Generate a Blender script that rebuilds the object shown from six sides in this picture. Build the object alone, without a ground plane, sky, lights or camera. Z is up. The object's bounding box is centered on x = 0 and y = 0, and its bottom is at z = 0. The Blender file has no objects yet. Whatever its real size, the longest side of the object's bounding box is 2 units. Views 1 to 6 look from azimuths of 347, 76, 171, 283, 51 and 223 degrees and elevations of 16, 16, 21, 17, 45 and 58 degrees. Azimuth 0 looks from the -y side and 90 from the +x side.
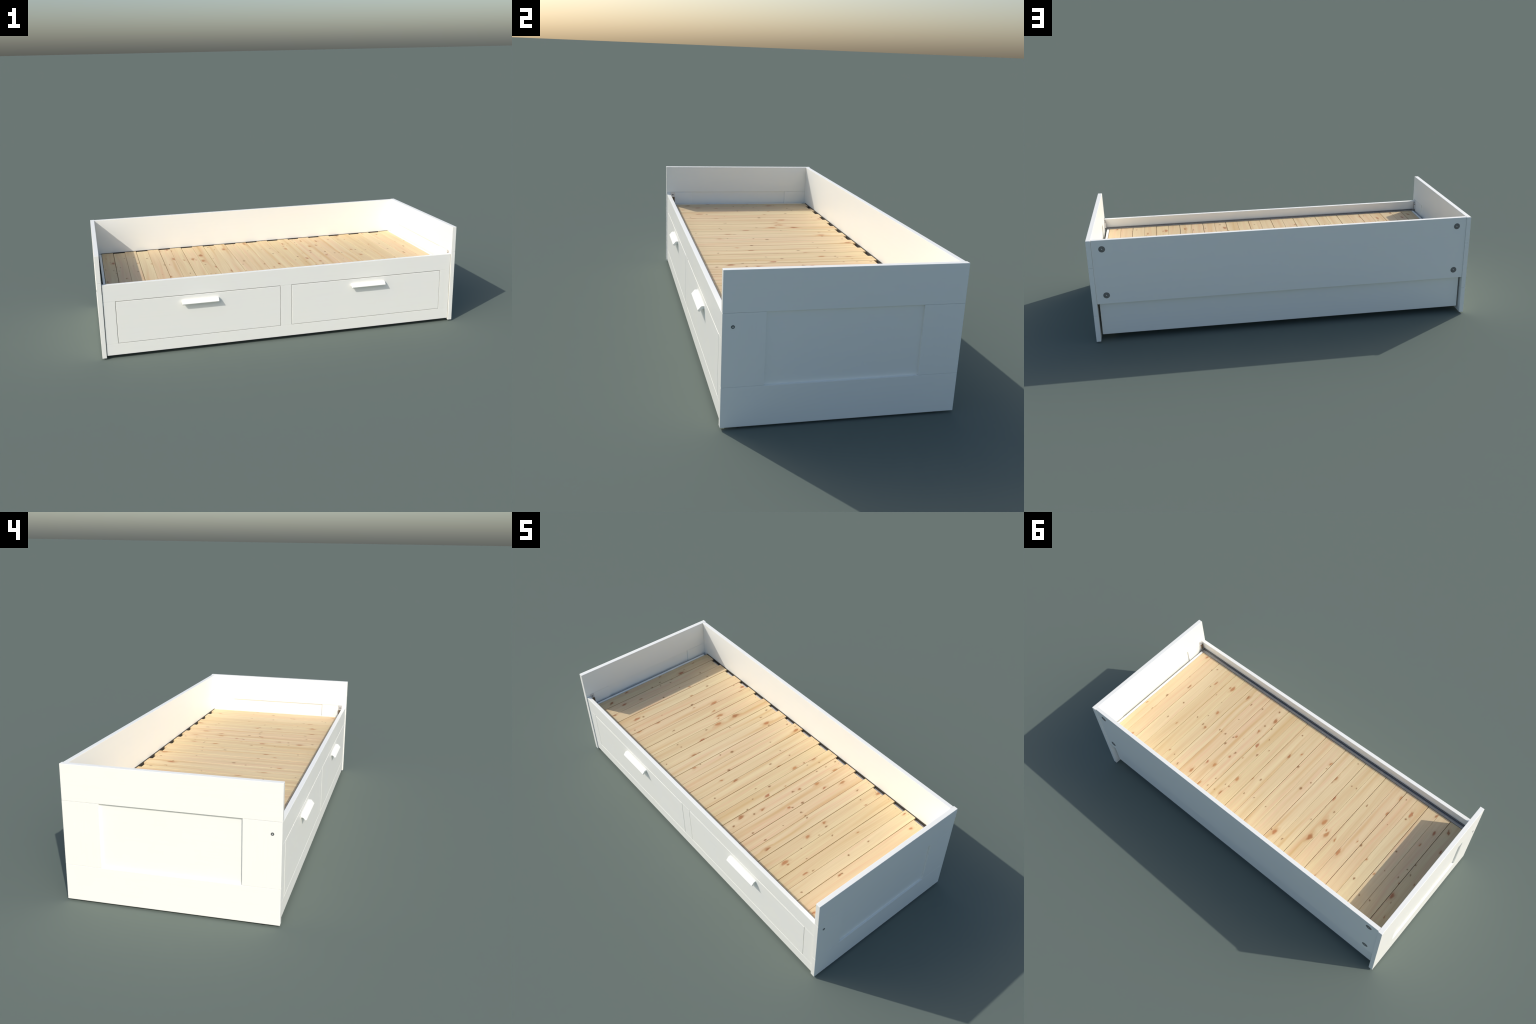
import bpy, bmesh, math, random
from mathutils import Vector

random.seed(7)
SC = bpy.context.scene.collection

# ------------------------------------------------------------------ materials
def new_mat(name):
    m = bpy.data.materials.new(name)
    m.use_nodes = True
    nt = m.node_tree
    nt.nodes.clear()
    out = nt.nodes.new('ShaderNodeOutputMaterial')
    b = nt.nodes.new('ShaderNodeBsdfPrincipled')
    nt.links.new(b.outputs[0], out.inputs[0])
    return m, nt, b

def N(nt, typ, **kw):
    n = nt.nodes.new(typ)
    for k, v in kw.items():
        if k.startswith('i_'):
            key = k[2:]
            key = int(key) if key.isdigit() else key.replace('_', ' ')
            n.inputs[key].default_value = v
        else:
            setattr(n, k, v)
    return n

def math_node(nt, op, a, b=None, c=None, clamp=False):
    n = nt.nodes.new('ShaderNodeMath'); n.operation = op; n.use_clamp = clamp
    for i, v in enumerate((a, b, c)):
        if v is None: continue
        if isinstance(v, (int, float)): n.inputs[i].default_value = v
        else: nt.links.new(v, n.inputs[i])
    return n.outputs[0]

def mix_col(nt, fac, a, b, blend='MIX'):
    n = nt.nodes.new('ShaderNodeMix'); n.data_type = 'RGBA'; n.blend_type = blend
    for sock, v in ((n.inputs[0], fac), (n.inputs[6], a), (n.inputs[7], b)):
        if isinstance(v, (int, float)): sock.default_value = v
        elif isinstance(v, tuple): sock.default_value = v + (1,) if len(v) == 3 else v
        else: nt.links.new(v, sock)
    return n.outputs[2]

def ramp(nt, fac, stops):
    n = nt.nodes.new('ShaderNodeValToRGB')
    els = n.color_ramp.elements
    while len(els) < len(stops): els.new(0.5)
    for e, (p, c) in zip(els, stops):
        e.position = p; e.color = c + (1,)
    nt.links.new(fac, n.inputs[0])
    return n.outputs[0]

WHITE = (0.985, 0.98, 0.915)

def white_paint(name, grain_axis):
    """satin white foil on board; faint embossed wood grain running along grain_axis"""
    m, nt, b = new_mat(name)
    tc = N(nt, 'ShaderNodeTexCoord')
    mp = N(nt, 'ShaderNodeMapping')
    s = [160.0, 160.0, 160.0]; s[grain_axis] = 5.0
    mp.inputs['Scale'].default_value = s
    nt.links.new(tc.outputs['Object'], mp.inputs[0])
    no = N(nt, 'ShaderNodeTexNoise', i_Scale=1.0, i_Detail=3.0)
    nt.links.new(mp.outputs[0], no.inputs['Vector'])
    big = N(nt, 'ShaderNodeTexNoise', i_Scale=7.0, i_Detail=2.0)
    nt.links.new(tc.outputs['Object'], big.inputs['Vector'])
    c1 = ramp(nt, no.outputs[0], [(0.30, tuple(w * 0.993 for w in WHITE)), (0.62, WHITE)])
    c2 = ramp(nt, big.outputs[0], [(0.35, (0.992, 0.995, 1.0)), (0.65, (1.0, 1.0, 0.99))])
    nt.links.new(mix_col(nt, 1.0, c1, c2, 'MULTIPLY'), b.inputs['Base Color'])
    b.inputs['Roughness'].default_value = 0.42
    b.inputs['Specular IOR Level'].default_value = 0.4
    bp = N(nt, 'ShaderNodeBump', i_Strength=0.02, i_Distance=0.0004)
    nt.links.new(no.outputs[0], bp.inputs['Height'])
    nt.links.new(bp.outputs[0], b.inputs['Normal'])
    return m

def pine():
    m, nt, b = new_mat('knotty_pine')
    tc = N(nt, 'ShaderNodeTexCoord')
    oi = N(nt, 'ShaderNodeObjectInfo')
    rnd = oi.outputs['Random']
    sep = N(nt, 'ShaderNodeSeparateXYZ')
    nt.links.new(tc.outputs['Object'], sep.inputs[0])
    x, y, z = sep.outputs
    # every board is cut from another stretch of the log
    xo = math_node(nt, 'MULTIPLY_ADD', rnd, 37.3, x)
    yo = math_node(nt, 'MULTIPLY_ADD', rnd, 91.7, y)

    def knots(scale, stretch, seed, rmin, rmax, keep):
        """one knot per Voronoi cell: returns (core mask, halo mask, cell colour)"""
        v = N(nt, 'ShaderNodeCombineXYZ')
        nt.links.new(math_node(nt, 'MULTIPLY_ADD', xo, scale, seed), v.inputs[0])
        nt.links.new(math_node(nt, 'MULTIPLY_ADD', yo, scale / stretch, seed * 1.7), v.inputs[1])
        wob = N(nt, 'ShaderNodeTexNoise', i_Scale=2.6, i_Detail=2.0)
        nt.links.new(v.outputs[0], wob.inputs['Vector'])
        off = N(nt, 'ShaderNodeVectorMath', operation='MULTIPLY_ADD')
        nt.links.new(wob.outputs['Color'], off.inputs[0])
        off.inputs[1].default_value = (0.34, 0.34, 0)
        nt.links.new(v.outputs[0], off.inputs[2])
        vo = N(nt, 'ShaderNodeTexVoronoi', voronoi_dimensions='2D', feature='F1', i_Scale=1.0, i_Randomness=1.0)
        nt.links.new(off.outputs[0], vo.inputs['Vector'])
        sc = N(nt, 'ShaderNodeSeparateColor')
        nt.links.new(vo.outputs['Color'], sc.inputs[0])
        rr = math_node(nt, 'POWER', sc.outputs[0], 2.0)
        r = math_node(nt, 'MULTIPLY_ADD', rr, rmax - rmin, rmin)
        on = math_node(nt, 'LESS_THAN', sc.outputs[1], keep)
        d = math_node(nt, 'DIVIDE', vo.outputs['Distance'], r)
        core = math_node(nt, 'MULTIPLY', math_node(nt, 'MULTIPLY_ADD', d, -1.25, 1.85, clamp=True), on)
        halo = math_node(nt, 'MULTIPLY', math_node(nt, 'MULTIPLY_ADD', d, -0.38, 1.15, clamp=True), on)
        return core, halo, sc.outputs[2], d

    kc, kh, kt, kd = knots(17.0, 2.0, 3.1, 0.05, 0.155, 0.24)      # larger red-brown knots
    sc_, sh, st, sd = knots(24.0, 1.5, 11.7, 0.06, 0.12, 0.10)     # small dark pin knots

    # grain lines swing round the knots
    warp = math_node(nt, 'MULTIPLY', kh, 0.012)
    slow = N(nt, 'ShaderNodeTexNoise', i_Scale=1.0, i_Detail=1.0)
    vs = N(nt, 'ShaderNodeCombineXYZ')
    nt.links.new(math_node(nt, 'MULTIPLY', xo, 9.0), vs.inputs[0])
    nt.links.new(math_node(nt, 'MULTIPLY', yo, 2.2), vs.inputs[1])
    nt.links.new(vs.outputs[0], slow.inputs['Vector'])
    xg = math_node(nt, 'ADD', math_node(nt, 'ADD', xo, warp), math_node(nt, 'MULTIPLY', slow.outputs[0], 0.035))

    def streak(sx, sy, det):
        v = N(nt, 'ShaderNodeCombineXYZ')
        nt.links.new(math_node(nt, 'MULTIPLY', xg, sx), v.inputs[0])
        nt.links.new(math_node(nt, 'MULTIPLY', yo, sy), v.inputs[1])
        n = N(nt, 'ShaderNodeTexNoise', i_Scale=1.0, i_Detail=det)
        nt.links.new(v.outputs[0], n.inputs['Vector'])
        return n.outputs[0]
    bands = streak(30.0, 1.1, 1.0)
    fine = streak(190.0, 3.2, 2.0)
    pink = streak(52.0, 1.9, 1.0)

    base = ramp(nt, bands, [(0.30, PINE_PALE), (0.56, PINE_MID), (0.78, PINE_DARK)])
    base = mix_col(nt, math_node(nt, 'MULTIPLY', ramp(nt, pink, [(0.52, (0, 0, 0)), (0.70, (1, 1, 1))]), 0.55), base, PINE_PINK)
    fl = ramp(nt, fine, [(0.32, (0.93, 0.90, 0.85)), (0.60, (1.0, 1.0, 1.0))])
    base = mix_col(nt, 0.75, base, fl, 'MULTIPLY')
    # board to board tint
    tint = ramp(nt, rnd, [(0.0, (1.0, 0.985, 0.93)), (0.35, (0.99, 0.935, 0.91)), (0.6, (1.0, 1.0, 0.98)), (0.8, (0.985, 0.97, 0.89)), (1.0, (0.95, 0.92, 0.87))])
    base = mix_col(nt, 1.0, base, tint, 'MULTIPLY')
    # knots
    kcol = ramp(nt, kt, [(0.0, (0.36, 0.12, 0.035)), (0.5, (0.55, 0.25, 0.085)), (1.0, (0.42, 0.11, 0.045))])
    base = mix_col(nt, math_node(nt, 'MULTIPLY', kh, 0.42), base, (0.60, 0.34, 0.16))
    base = mix_col(nt, math_node(nt, 'MULTIPLY', kc, 0.80), base, kcol)
    base = mix_col(nt, math_node(nt, 'MULTIPLY', sh, 0.20), base, (0.55, 0.33, 0.15))
    base = mix_col(nt, math_node(nt, 'MULTIPLY', sc_, 0.80), base, (0.29, 0.13, 0.045))
    nt.links.new(base, b.inputs['Base Color'])
    b.inputs['Roughness'].default_value = 0.55
    b.inputs['Specular IOR Level'].default_value = 0.3
    bp = N(nt, 'ShaderNodeBump', i_Strength=0.12, i_Distance=0.0008)
    nt.links.new(fine, bp.inputs['Height'])
    nt.links.new(bp.outputs[0], b.inputs['Normal'])
    return m

PINE_PALE = (0.84, 0.695, 0.43)
PINE_MID = (0.80, 0.63, 0.385)
PINE_DARK = (0.71, 0.49, 0.245)
PINE_PINK = (0.82, 0.56, 0.36)

def metal(name, col, rough, speck=0.0, scale=900.0, metallic=1.0):
    m, nt, b = new_mat(name)
    tc = N(nt, 'ShaderNodeTexCoord')
    no = N(nt, 'ShaderNodeTexNoise', i_Scale=scale, i_Detail=2.0)
    nt.links.new(tc.outputs['Object'], no.inputs['Vector'])
    lo = tuple(c * (1 - speck) for c in col); hi = tuple(min(1, c * (1 + speck)) for c in col)
    nt.links.new(ramp(nt, no.outputs[0], [(0.35, lo), (0.65, hi)]), b.inputs['Base Color'])
    b.inputs['Metallic'].default_value = metallic
    b.inputs['Roughness'].default_value = rough
    return m

M_WX = white_paint('white_foil_grain_along_length', 0)
M_WY = white_paint('white_foil_grain_across', 1)
M_WZ = white_paint('white_foil_grain_upright', 2)
M_PINE = pine()
M_STEEL = metal('galvanised_steel', (0.46, 0.46, 0.47), 0.42, 0.12, 300)
M_POLISHED = metal('rolled_steel', (0.40, 0.40, 0.40), 0.23, 0.05, 300)
M_CAM = metal('cast_zinc_fitting', (0.21, 0.205, 0.185), 0.9, 0.35, 420, 0.0)
M_BOLT = metal('dark_bolt_steel', (0.13, 0.145, 0.14), 0.5, 0.1, 500, 0.3)
M_BRIGHT = metal('bright_bolt_steel', (0.75, 0.75, 0.74), 0.35, 0.05, 500, 0.4)
M_NAIL = metal('nail_steel', (0.10, 0.09, 0.08), 0.6, 0.1, 900, 0.3)
M_RAW = metal('raw_particle_board', (0.22, 0.15, 0.085), 0.85, 0.15, 700, 0.0)
M_DARK_BROWN = metal('dark_brown', (0.05, 0.044, 0.034), 0.7, 0.15, 300, 0.0)
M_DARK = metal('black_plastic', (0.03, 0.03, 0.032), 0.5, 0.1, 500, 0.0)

# ------------------------------------------------------------------ builders
def finish(me, mats, angle=35, smooth=True):
    for mt in (mats if isinstance(mats, (list, tuple)) else [mats]):
        me.materials.append(mt)
    for p in me.polygons: p.use_smooth = smooth
    if not smooth: return
    try:
        me.set_sharp_from_angle(angle=math.radians(angle))
    except Exception:
        pass

def obj(name, me, parent=None, loc=(0, 0, 0)):
    o = bpy.data.objects.new(name, me)
    SC.objects.link(o)
    o.location = loc
    if parent: o.parent = parent
    return o

def add_box(bm, x0, x1, y0, y1, z0, z1, bevel=0.0008, seg=2):
    vs = [bm.verts.new((x, y, z)) for x in (x0, x1) for y in (y0, y1) for z in (z0, z1)]
    idx = [(0, 1, 3, 2), (4, 6, 7, 5), (0, 4, 5, 1), (2, 3, 7, 6), (0, 2, 6, 4), (1, 5, 7, 3)]
    fs = [bm.faces.new([vs[i] for i in f]) for f in idx]
    if bevel > 0:
        es = list({e for f in fs for e in f.edges})
        bmesh.ops.bevel(bm, geom=es, offset=bevel, segments=seg, profile=0.5, affect='EDGES')

def box(name, x0, x1, y0, y1, z0, z1, mat, parent=None, bevel=0.0008):
    bm = bmesh.new()
    add_box(bm, x0, x1, y0, y1, z0, z1, bevel)
    me = bpy.data.meshes.new(name); bm.to_mesh(me); bm.free()
    finish(me, mat, smooth=False)
    return obj(name, me, parent)

def extrude_x(name, profile, x0, x1, mat, parent=None, bevel=0.0, angle=35):
    """closed (y, z) profile swept along x"""
    bm = bmesh.new()
    a = [bm.verts.new((x0, y, z)) for y, z in profile]
    c = [bm.verts.new((x1, y, z)) for y, z in profile]
    n = len(profile)
    for i in range(n):
        bm.faces.new((a[i], a[(i + 1) % n], c[(i + 1) % n], c[i]))
    bm.faces.new(list(reversed(a))); bm.faces.new(c)
    bmesh.ops.recalc_face_normals(bm, faces=bm.faces)
    if bevel:
        bmesh.ops.bevel(bm, geom=[e for e in bm.edges], offset=bevel, segments=2, profile=0.5, affect='EDGES')
    me = bpy.data.meshes.new(name); bm.to_mesh(me); bm.free()
    finish(me, mat, angle)
    return obj(name, me, parent)

def lathe_mesh(name, rz, mats, mat_of=None, seg=32):
    """profile (radius, height) turned round +z; last/first radius 0 closes it"""
    bm = bmesh.new(); rings = []
    for r, h in rz:
        if r == 0: rings.append([bm.verts.new((0, 0, h))])
        else: rings.append([bm.verts.new((r * math.cos(2 * math.pi * k / seg), r * math.sin(2 * math.pi * k / seg), h)) for k in range(seg)])
    for j in range(len(rings) - 1):
        A, B = rings[j], rings[j + 1]
        for k in range(seg):
            k2 = (k + 1) % seg
            if len(A) == 1: f = bm.faces.new((A[0], B[k], B[k2]))
            elif len(B) == 1: f = bm.faces.new((A[k], A[k2], B[0]))
            else: f = bm.faces.new((A[k], A[k2], B[k2], B[k]))
            if mat_of: f.material_index = mat_of[j]
    bmesh.ops.recalc_face_normals(bm, faces=bm.faces)
    me = bpy.data.meshes.new(name); bm.to_mesh(me); bm.free()
    finish(me, mats)
    return me

# ------------------------------------------------------------------ dimensions
PX0, PX1 = 0.9755, 0.9985          # end panel thickness
YF, YB = -0.4145, 0.4355           # end panel front / back edge
Z0, ZT = 0.0055, 0.5605            # end panel bottom / top
FRX = 0.9725                       # half length of front frame
FY0, FY1 = -0.4105, -0.3910        # front face / inner face of front frame
SLAT_Z = 0.3482

bed = bpy.data.objects.new('daybed', None)
SC.objects.link(bed)
bed['label'] = 'white daybed with pine slats and two front drawers'
bed['category'] = 'bed'

# ------------------------------------------------------------------ end panels
bolt_me = lathe_mesh('bolt', [(0.0, 0.0004), (0.0021, 0.0004), (0.0024, 0.0006), (0.0030, 0.0010), (0.0045, 0.0015),
                              (0.0058, 0.0012), (0.0063, 0.0004), (0.0063, -0.004), (0, -0.004)],
                     [M_BOLT, M_BRIGHT], [1, 1, 0, 0, 0, 0, 0, 0])  # paler centre paints the glint of the bolt socket
glide_me = lathe_mesh('glide', [(0.0, 0.0), (0.0060, 0.0), (0.0070, 0.001), (0.0070, 0.007), (0.0, 0.007)], M_DARK)
for sgn in (-1, 1):
    def span(a, b):
        return (sgn * a, sgn * b) if sgn > 0 else (sgn * b, sgn * a)
    core = box('end_panel', *span(PX0 + 0.0058, PX1 - 0.0088), -0.280, 0.297, 0.145, 0.425, M_WY, bed, 0)
    box('top_rail', *span(PX0, PX1), YF, YB, 0.4153, ZT, M_WY, core, 0.0011)
    box('bottom_rail', *span(PX0, PX1), YF, YB, Z0, 0.1527, M_WY, core, 0.0011)
    box('stile', *span(PX0, PX1), YF, -0.2685, 0.1532, 0.4148, M_WZ, core, 0.0008)
    box('stile', *span(PX0, PX1), 0.2856, YB, 0.1532, 0.4148, M_WZ, core, 0.0008)
    b = obj('bolt', bolt_me, core, (sgn * PX1, -0.379, 0.3675))
    b.rotation_euler = (0, sgn * math.pi / 2, 0)
    for yy in (-0.350, 0.370):
        obj('glide', glide_me, core, (sgn * (PX0 + PX1) / 2, yy, 0))

# ------------------------------------------------------------------ back
back = box('back_panel', -0.9750, 0.9750, 0.4110, 0.4312, 0.2160, 0.5600, M_WX, bed, 0.0009)
cam_me = lathe_mesh('cam_fitting', [(0.0, -0.0004), (0.0020, -0.0004), (0.0026, 0.0004), (0.0155, 0.0006), (0.0166, 0.0001), (0.0166, -0.004), (0, -0.004)], M_CAM)
for sx in (-1, 1):
    for zz in (0.5127, 0.2627):
        c = obj('cam_fitting', cam_me, back, (sx * 0.9237, 0.4312, zz))
        c.rotation_euler = (-math.pi / 2, 0, 0)
box('lower_back_board', -0.9650, 0.9650, 0.4000, 0.4112, 0.0345, 0.2260, M_WX, bed, 0.0008)

# ------------------------------------------------------------------ front frame
front = box('front_frame', -FRX, FRX, FY0, FY1, 0.3118, 0.4035, M_WX, bed, 0.0009)
box('bottom_rail', -FRX, FRX, FY0, FY1, 0.0170, 0.0797, M_WX, front, 0.0009)
for a, c in ((-FRX, -0.9120), (-0.0305, 0.0312), (0.9130, FRX)):
    box('stile', a, c, FY0, FY1, 0.0799, 0.3116, M_WZ, front, 0.0007)

# ------------------------------------------------------------------ drawers with lip handles
HANDLE = [(-0.4098, 0.2838), (-0.4205, 0.2840), (-0.4225, 0.2832), (-0.4356, 0.2680), (-0.4352, 0.2664),
          (-0.4314, 0.2622), (-0.4278, 0.2624), (-0.4195, 0.2712), (-0.4175, 0.2720), (-0.4098, 0.2720)]
for a, c in ((-0.9098, -0.0327), (0.0335, 0.9110)):
    bm = bmesh.new()
    t = 0.010
    y0, y1, zb, zt = FY1 + 0.0045, 0.396, 0.046, 0.245
    add_box(bm, a + 0.012, c - 0.012, y0, y1, zb, zb + 0.006, 0)
    add_box(bm, a + 0.004, a + 0.004 + t, y0, y1, zb - 0.008, zt, 0.0006)
    add_box(bm, c - 0.004 - t, c - 0.004, y0, y1, zb - 0.008, zt, 0.0006)
    add_box(bm, a + 0.016, c - 0.016, y1 - t, y1, zb + 0.008, zt, 0.0006)
    me = bpy.data.meshes.new('drawer'); bm.to_mesh(me); bm.free(); finish(me, M_WY, smooth=False)
    dr = obj('drawer', me, bed)
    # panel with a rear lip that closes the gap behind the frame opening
    bm = bmesh.new()
    add_box(bm, a, c, FY0 - 0.0003, FY0 + 0.0145, 0.0820, 0.3088, 0.0013, 3)
    me = bpy.data.meshes.new('drawer_front'); bm.to_mesh(me); bm.free(); finish(me, M_WX, smooth=False)
    df = obj('drawer_front', me, dr)
    box('drawer_gap_shadow', a - 0.010, c + 0.010, FY1 + 0.0004, FY1 + 0.0040, 0.072, 0.319, M_DARK, dr, 0.0)  # coloured black so the drawer gaps look shadowed inside
    mid = (a + c) / 2
    extrude_x('handle', HANDLE, mid - 0.0976, mid + 0.0976, M_WX, dr, 0.0)

# ------------------------------------------------------------------ slatted base
base = extrude_x('slat_base', [(-0.3788, 0.3460), (-0.3785, 0.3490), (-0.3770, 0.3497), (-0.3640, 0.3497), (-0.3640, 0.3330),
                               (-0.3600, 0.3325), (-0.3600, 0.3300), (-0.3862, 0.3300), (-0.3862, 0.3540), (-0.3848, 0.3540), (-0.3848, 0.3440), (-0.3790, 0.3440)],
                 -0.9640, 0.9640, M_STEEL, bed)
extrude_x('support_rail', [(0.3895, 0.3275), (0.3920, 0.3298), (0.3955, 0.3325), (0.4000, 0.3350), (0.4050, 0.3369), (0.4066, 0.3371), (0.4066, 0.3000), (0.3895, 0.3000)],
          -0.9640, 0.9640, M_POLISHED, base, 0, 60)
box('dark_strip', -0.9480, 0.9480, 0.4071, 0.4108, 0.2600, 0.3502, M_DARK_BROWN, base, 0.0003)
box('dark_gap_fill', -0.9480, 0.9480, -0.3630, 0.3885, 0.3280, 0.3360, M_RAW, base, 0.0)
box('dark_gap_fill', -0.9640, 0.9640, FY1 + 0.0006, -0.3866, 0.3180, 0.3520, M_DARK, base, 0.0)
for sgn in (-1, 1):
    x0, x1 = sorted((sgn * 0.9495, sgn * 0.9620))
    box('side_bar', x0, x1, -0.3620, 0.3895, 0.3200, 0.3482, M_WY, base, 0.0008)

rivet_me = lathe_mesh('rivet', [(0.0, 0.0009), (0.0014, 0.0007), (0.0022, 0.0), (0.0022, -0.001), (0.0, -0.001)], M_BRIGHT, seg=12)
nail_me = lathe_mesh('nail', [(0.0, 0.0001), (0.0011, 0.00025), (0.0015, 0.0), (0.0015, -0.004), (0.0, -0.004)], M_NAIL, seg=12)

def slat_mesh(name, y0, y1):
    bm = bmesh.new()
    add_box(bm, -0.0342, 0.0342, y0, y1, -0.0115, 0.0, 0.0010)
    me = bpy.data.meshes.new(name); bm.to_mesh(me); bm.free(); finish(me, M_PINE, smooth=False)
    return me
PITCH = 0.0702
LONG_END, SHORT_END = 0.4068, 0.3900
long_me = slat_mesh('slat_long', -0.3630, LONG_END)
short_me = slat_mesh('slat_short', -0.3630, SHORT_END)
for i in range(27):
    is_long = i % 2 == 0
    cx = (i - 13) * PITCH + (0.0 if is_long else 0.0008)
    s = obj('slat', long_me if is_long else short_me, base, (cx, 0, SLAT_Z))
    end = LONG_END if is_long else SHORT_END
    obj('nail', nail_me, s, (random.uniform(-0.004, 0.004), end - 0.0135, 0))
    if not is_long:
        obj('rivet', rivet_me, base, (cx, -0.3708, 0.3497))

# ------------------------------------------------------------------ corner brackets at the front
for sgn in (-1, 1):
    bm = bmesh.new()
    xa, xb = sorted((sgn * (PX0 - 0.0002), sgn * (PX0 - 0.0022)))
    add_box(bm, xa, xb, -0.3900, -0.3665, 0.3870, 0.4160, 0.0004)
    xa, xb = sorted((sgn * (PX0 - 0.0002), sgn * (PX0 - 0.0090)))
    add_box(bm, xa, xb, -0.3910, -0.3893, 0.3870, 0.4000, 0.0003)
    add_box(bm, xa, xb, -0.3682, -0.3668, 0.3550, 0.3868, 0.0003)
    me = bpy.data.meshes.new('corner_bracket'); bm.to_mesh(me); bm.free(); finish(me, M_BRIGHT, smooth=False)
    br = obj('corner_bracket', me, bed)
    xa, xb = sorted((sgn * (PX0 - 0.0002), sgn * (PX0 - 0.0035)))
    box('bracket_slot', xa, xb, -0.3885, -0.3688, 0.3480, 0.3866, M_RAW, br, 0.0004)
    sc = obj('bracket_screw', lathe_mesh('bracket_screw', [(0, 0.0004), (0.0012, 0.0004), (0.0016, 0.0012), (0.0032, 0.0008), (0.0038, 0), (0, -0.001)], M_BOLT, seg=16),
             br, (sgn * (PX0 - 0.0022), -0.3780, 0.4000))
    sc.rotation_euler = (0, -sgn * math.pi / 2, 0)

bpy.context.view_layer.update()
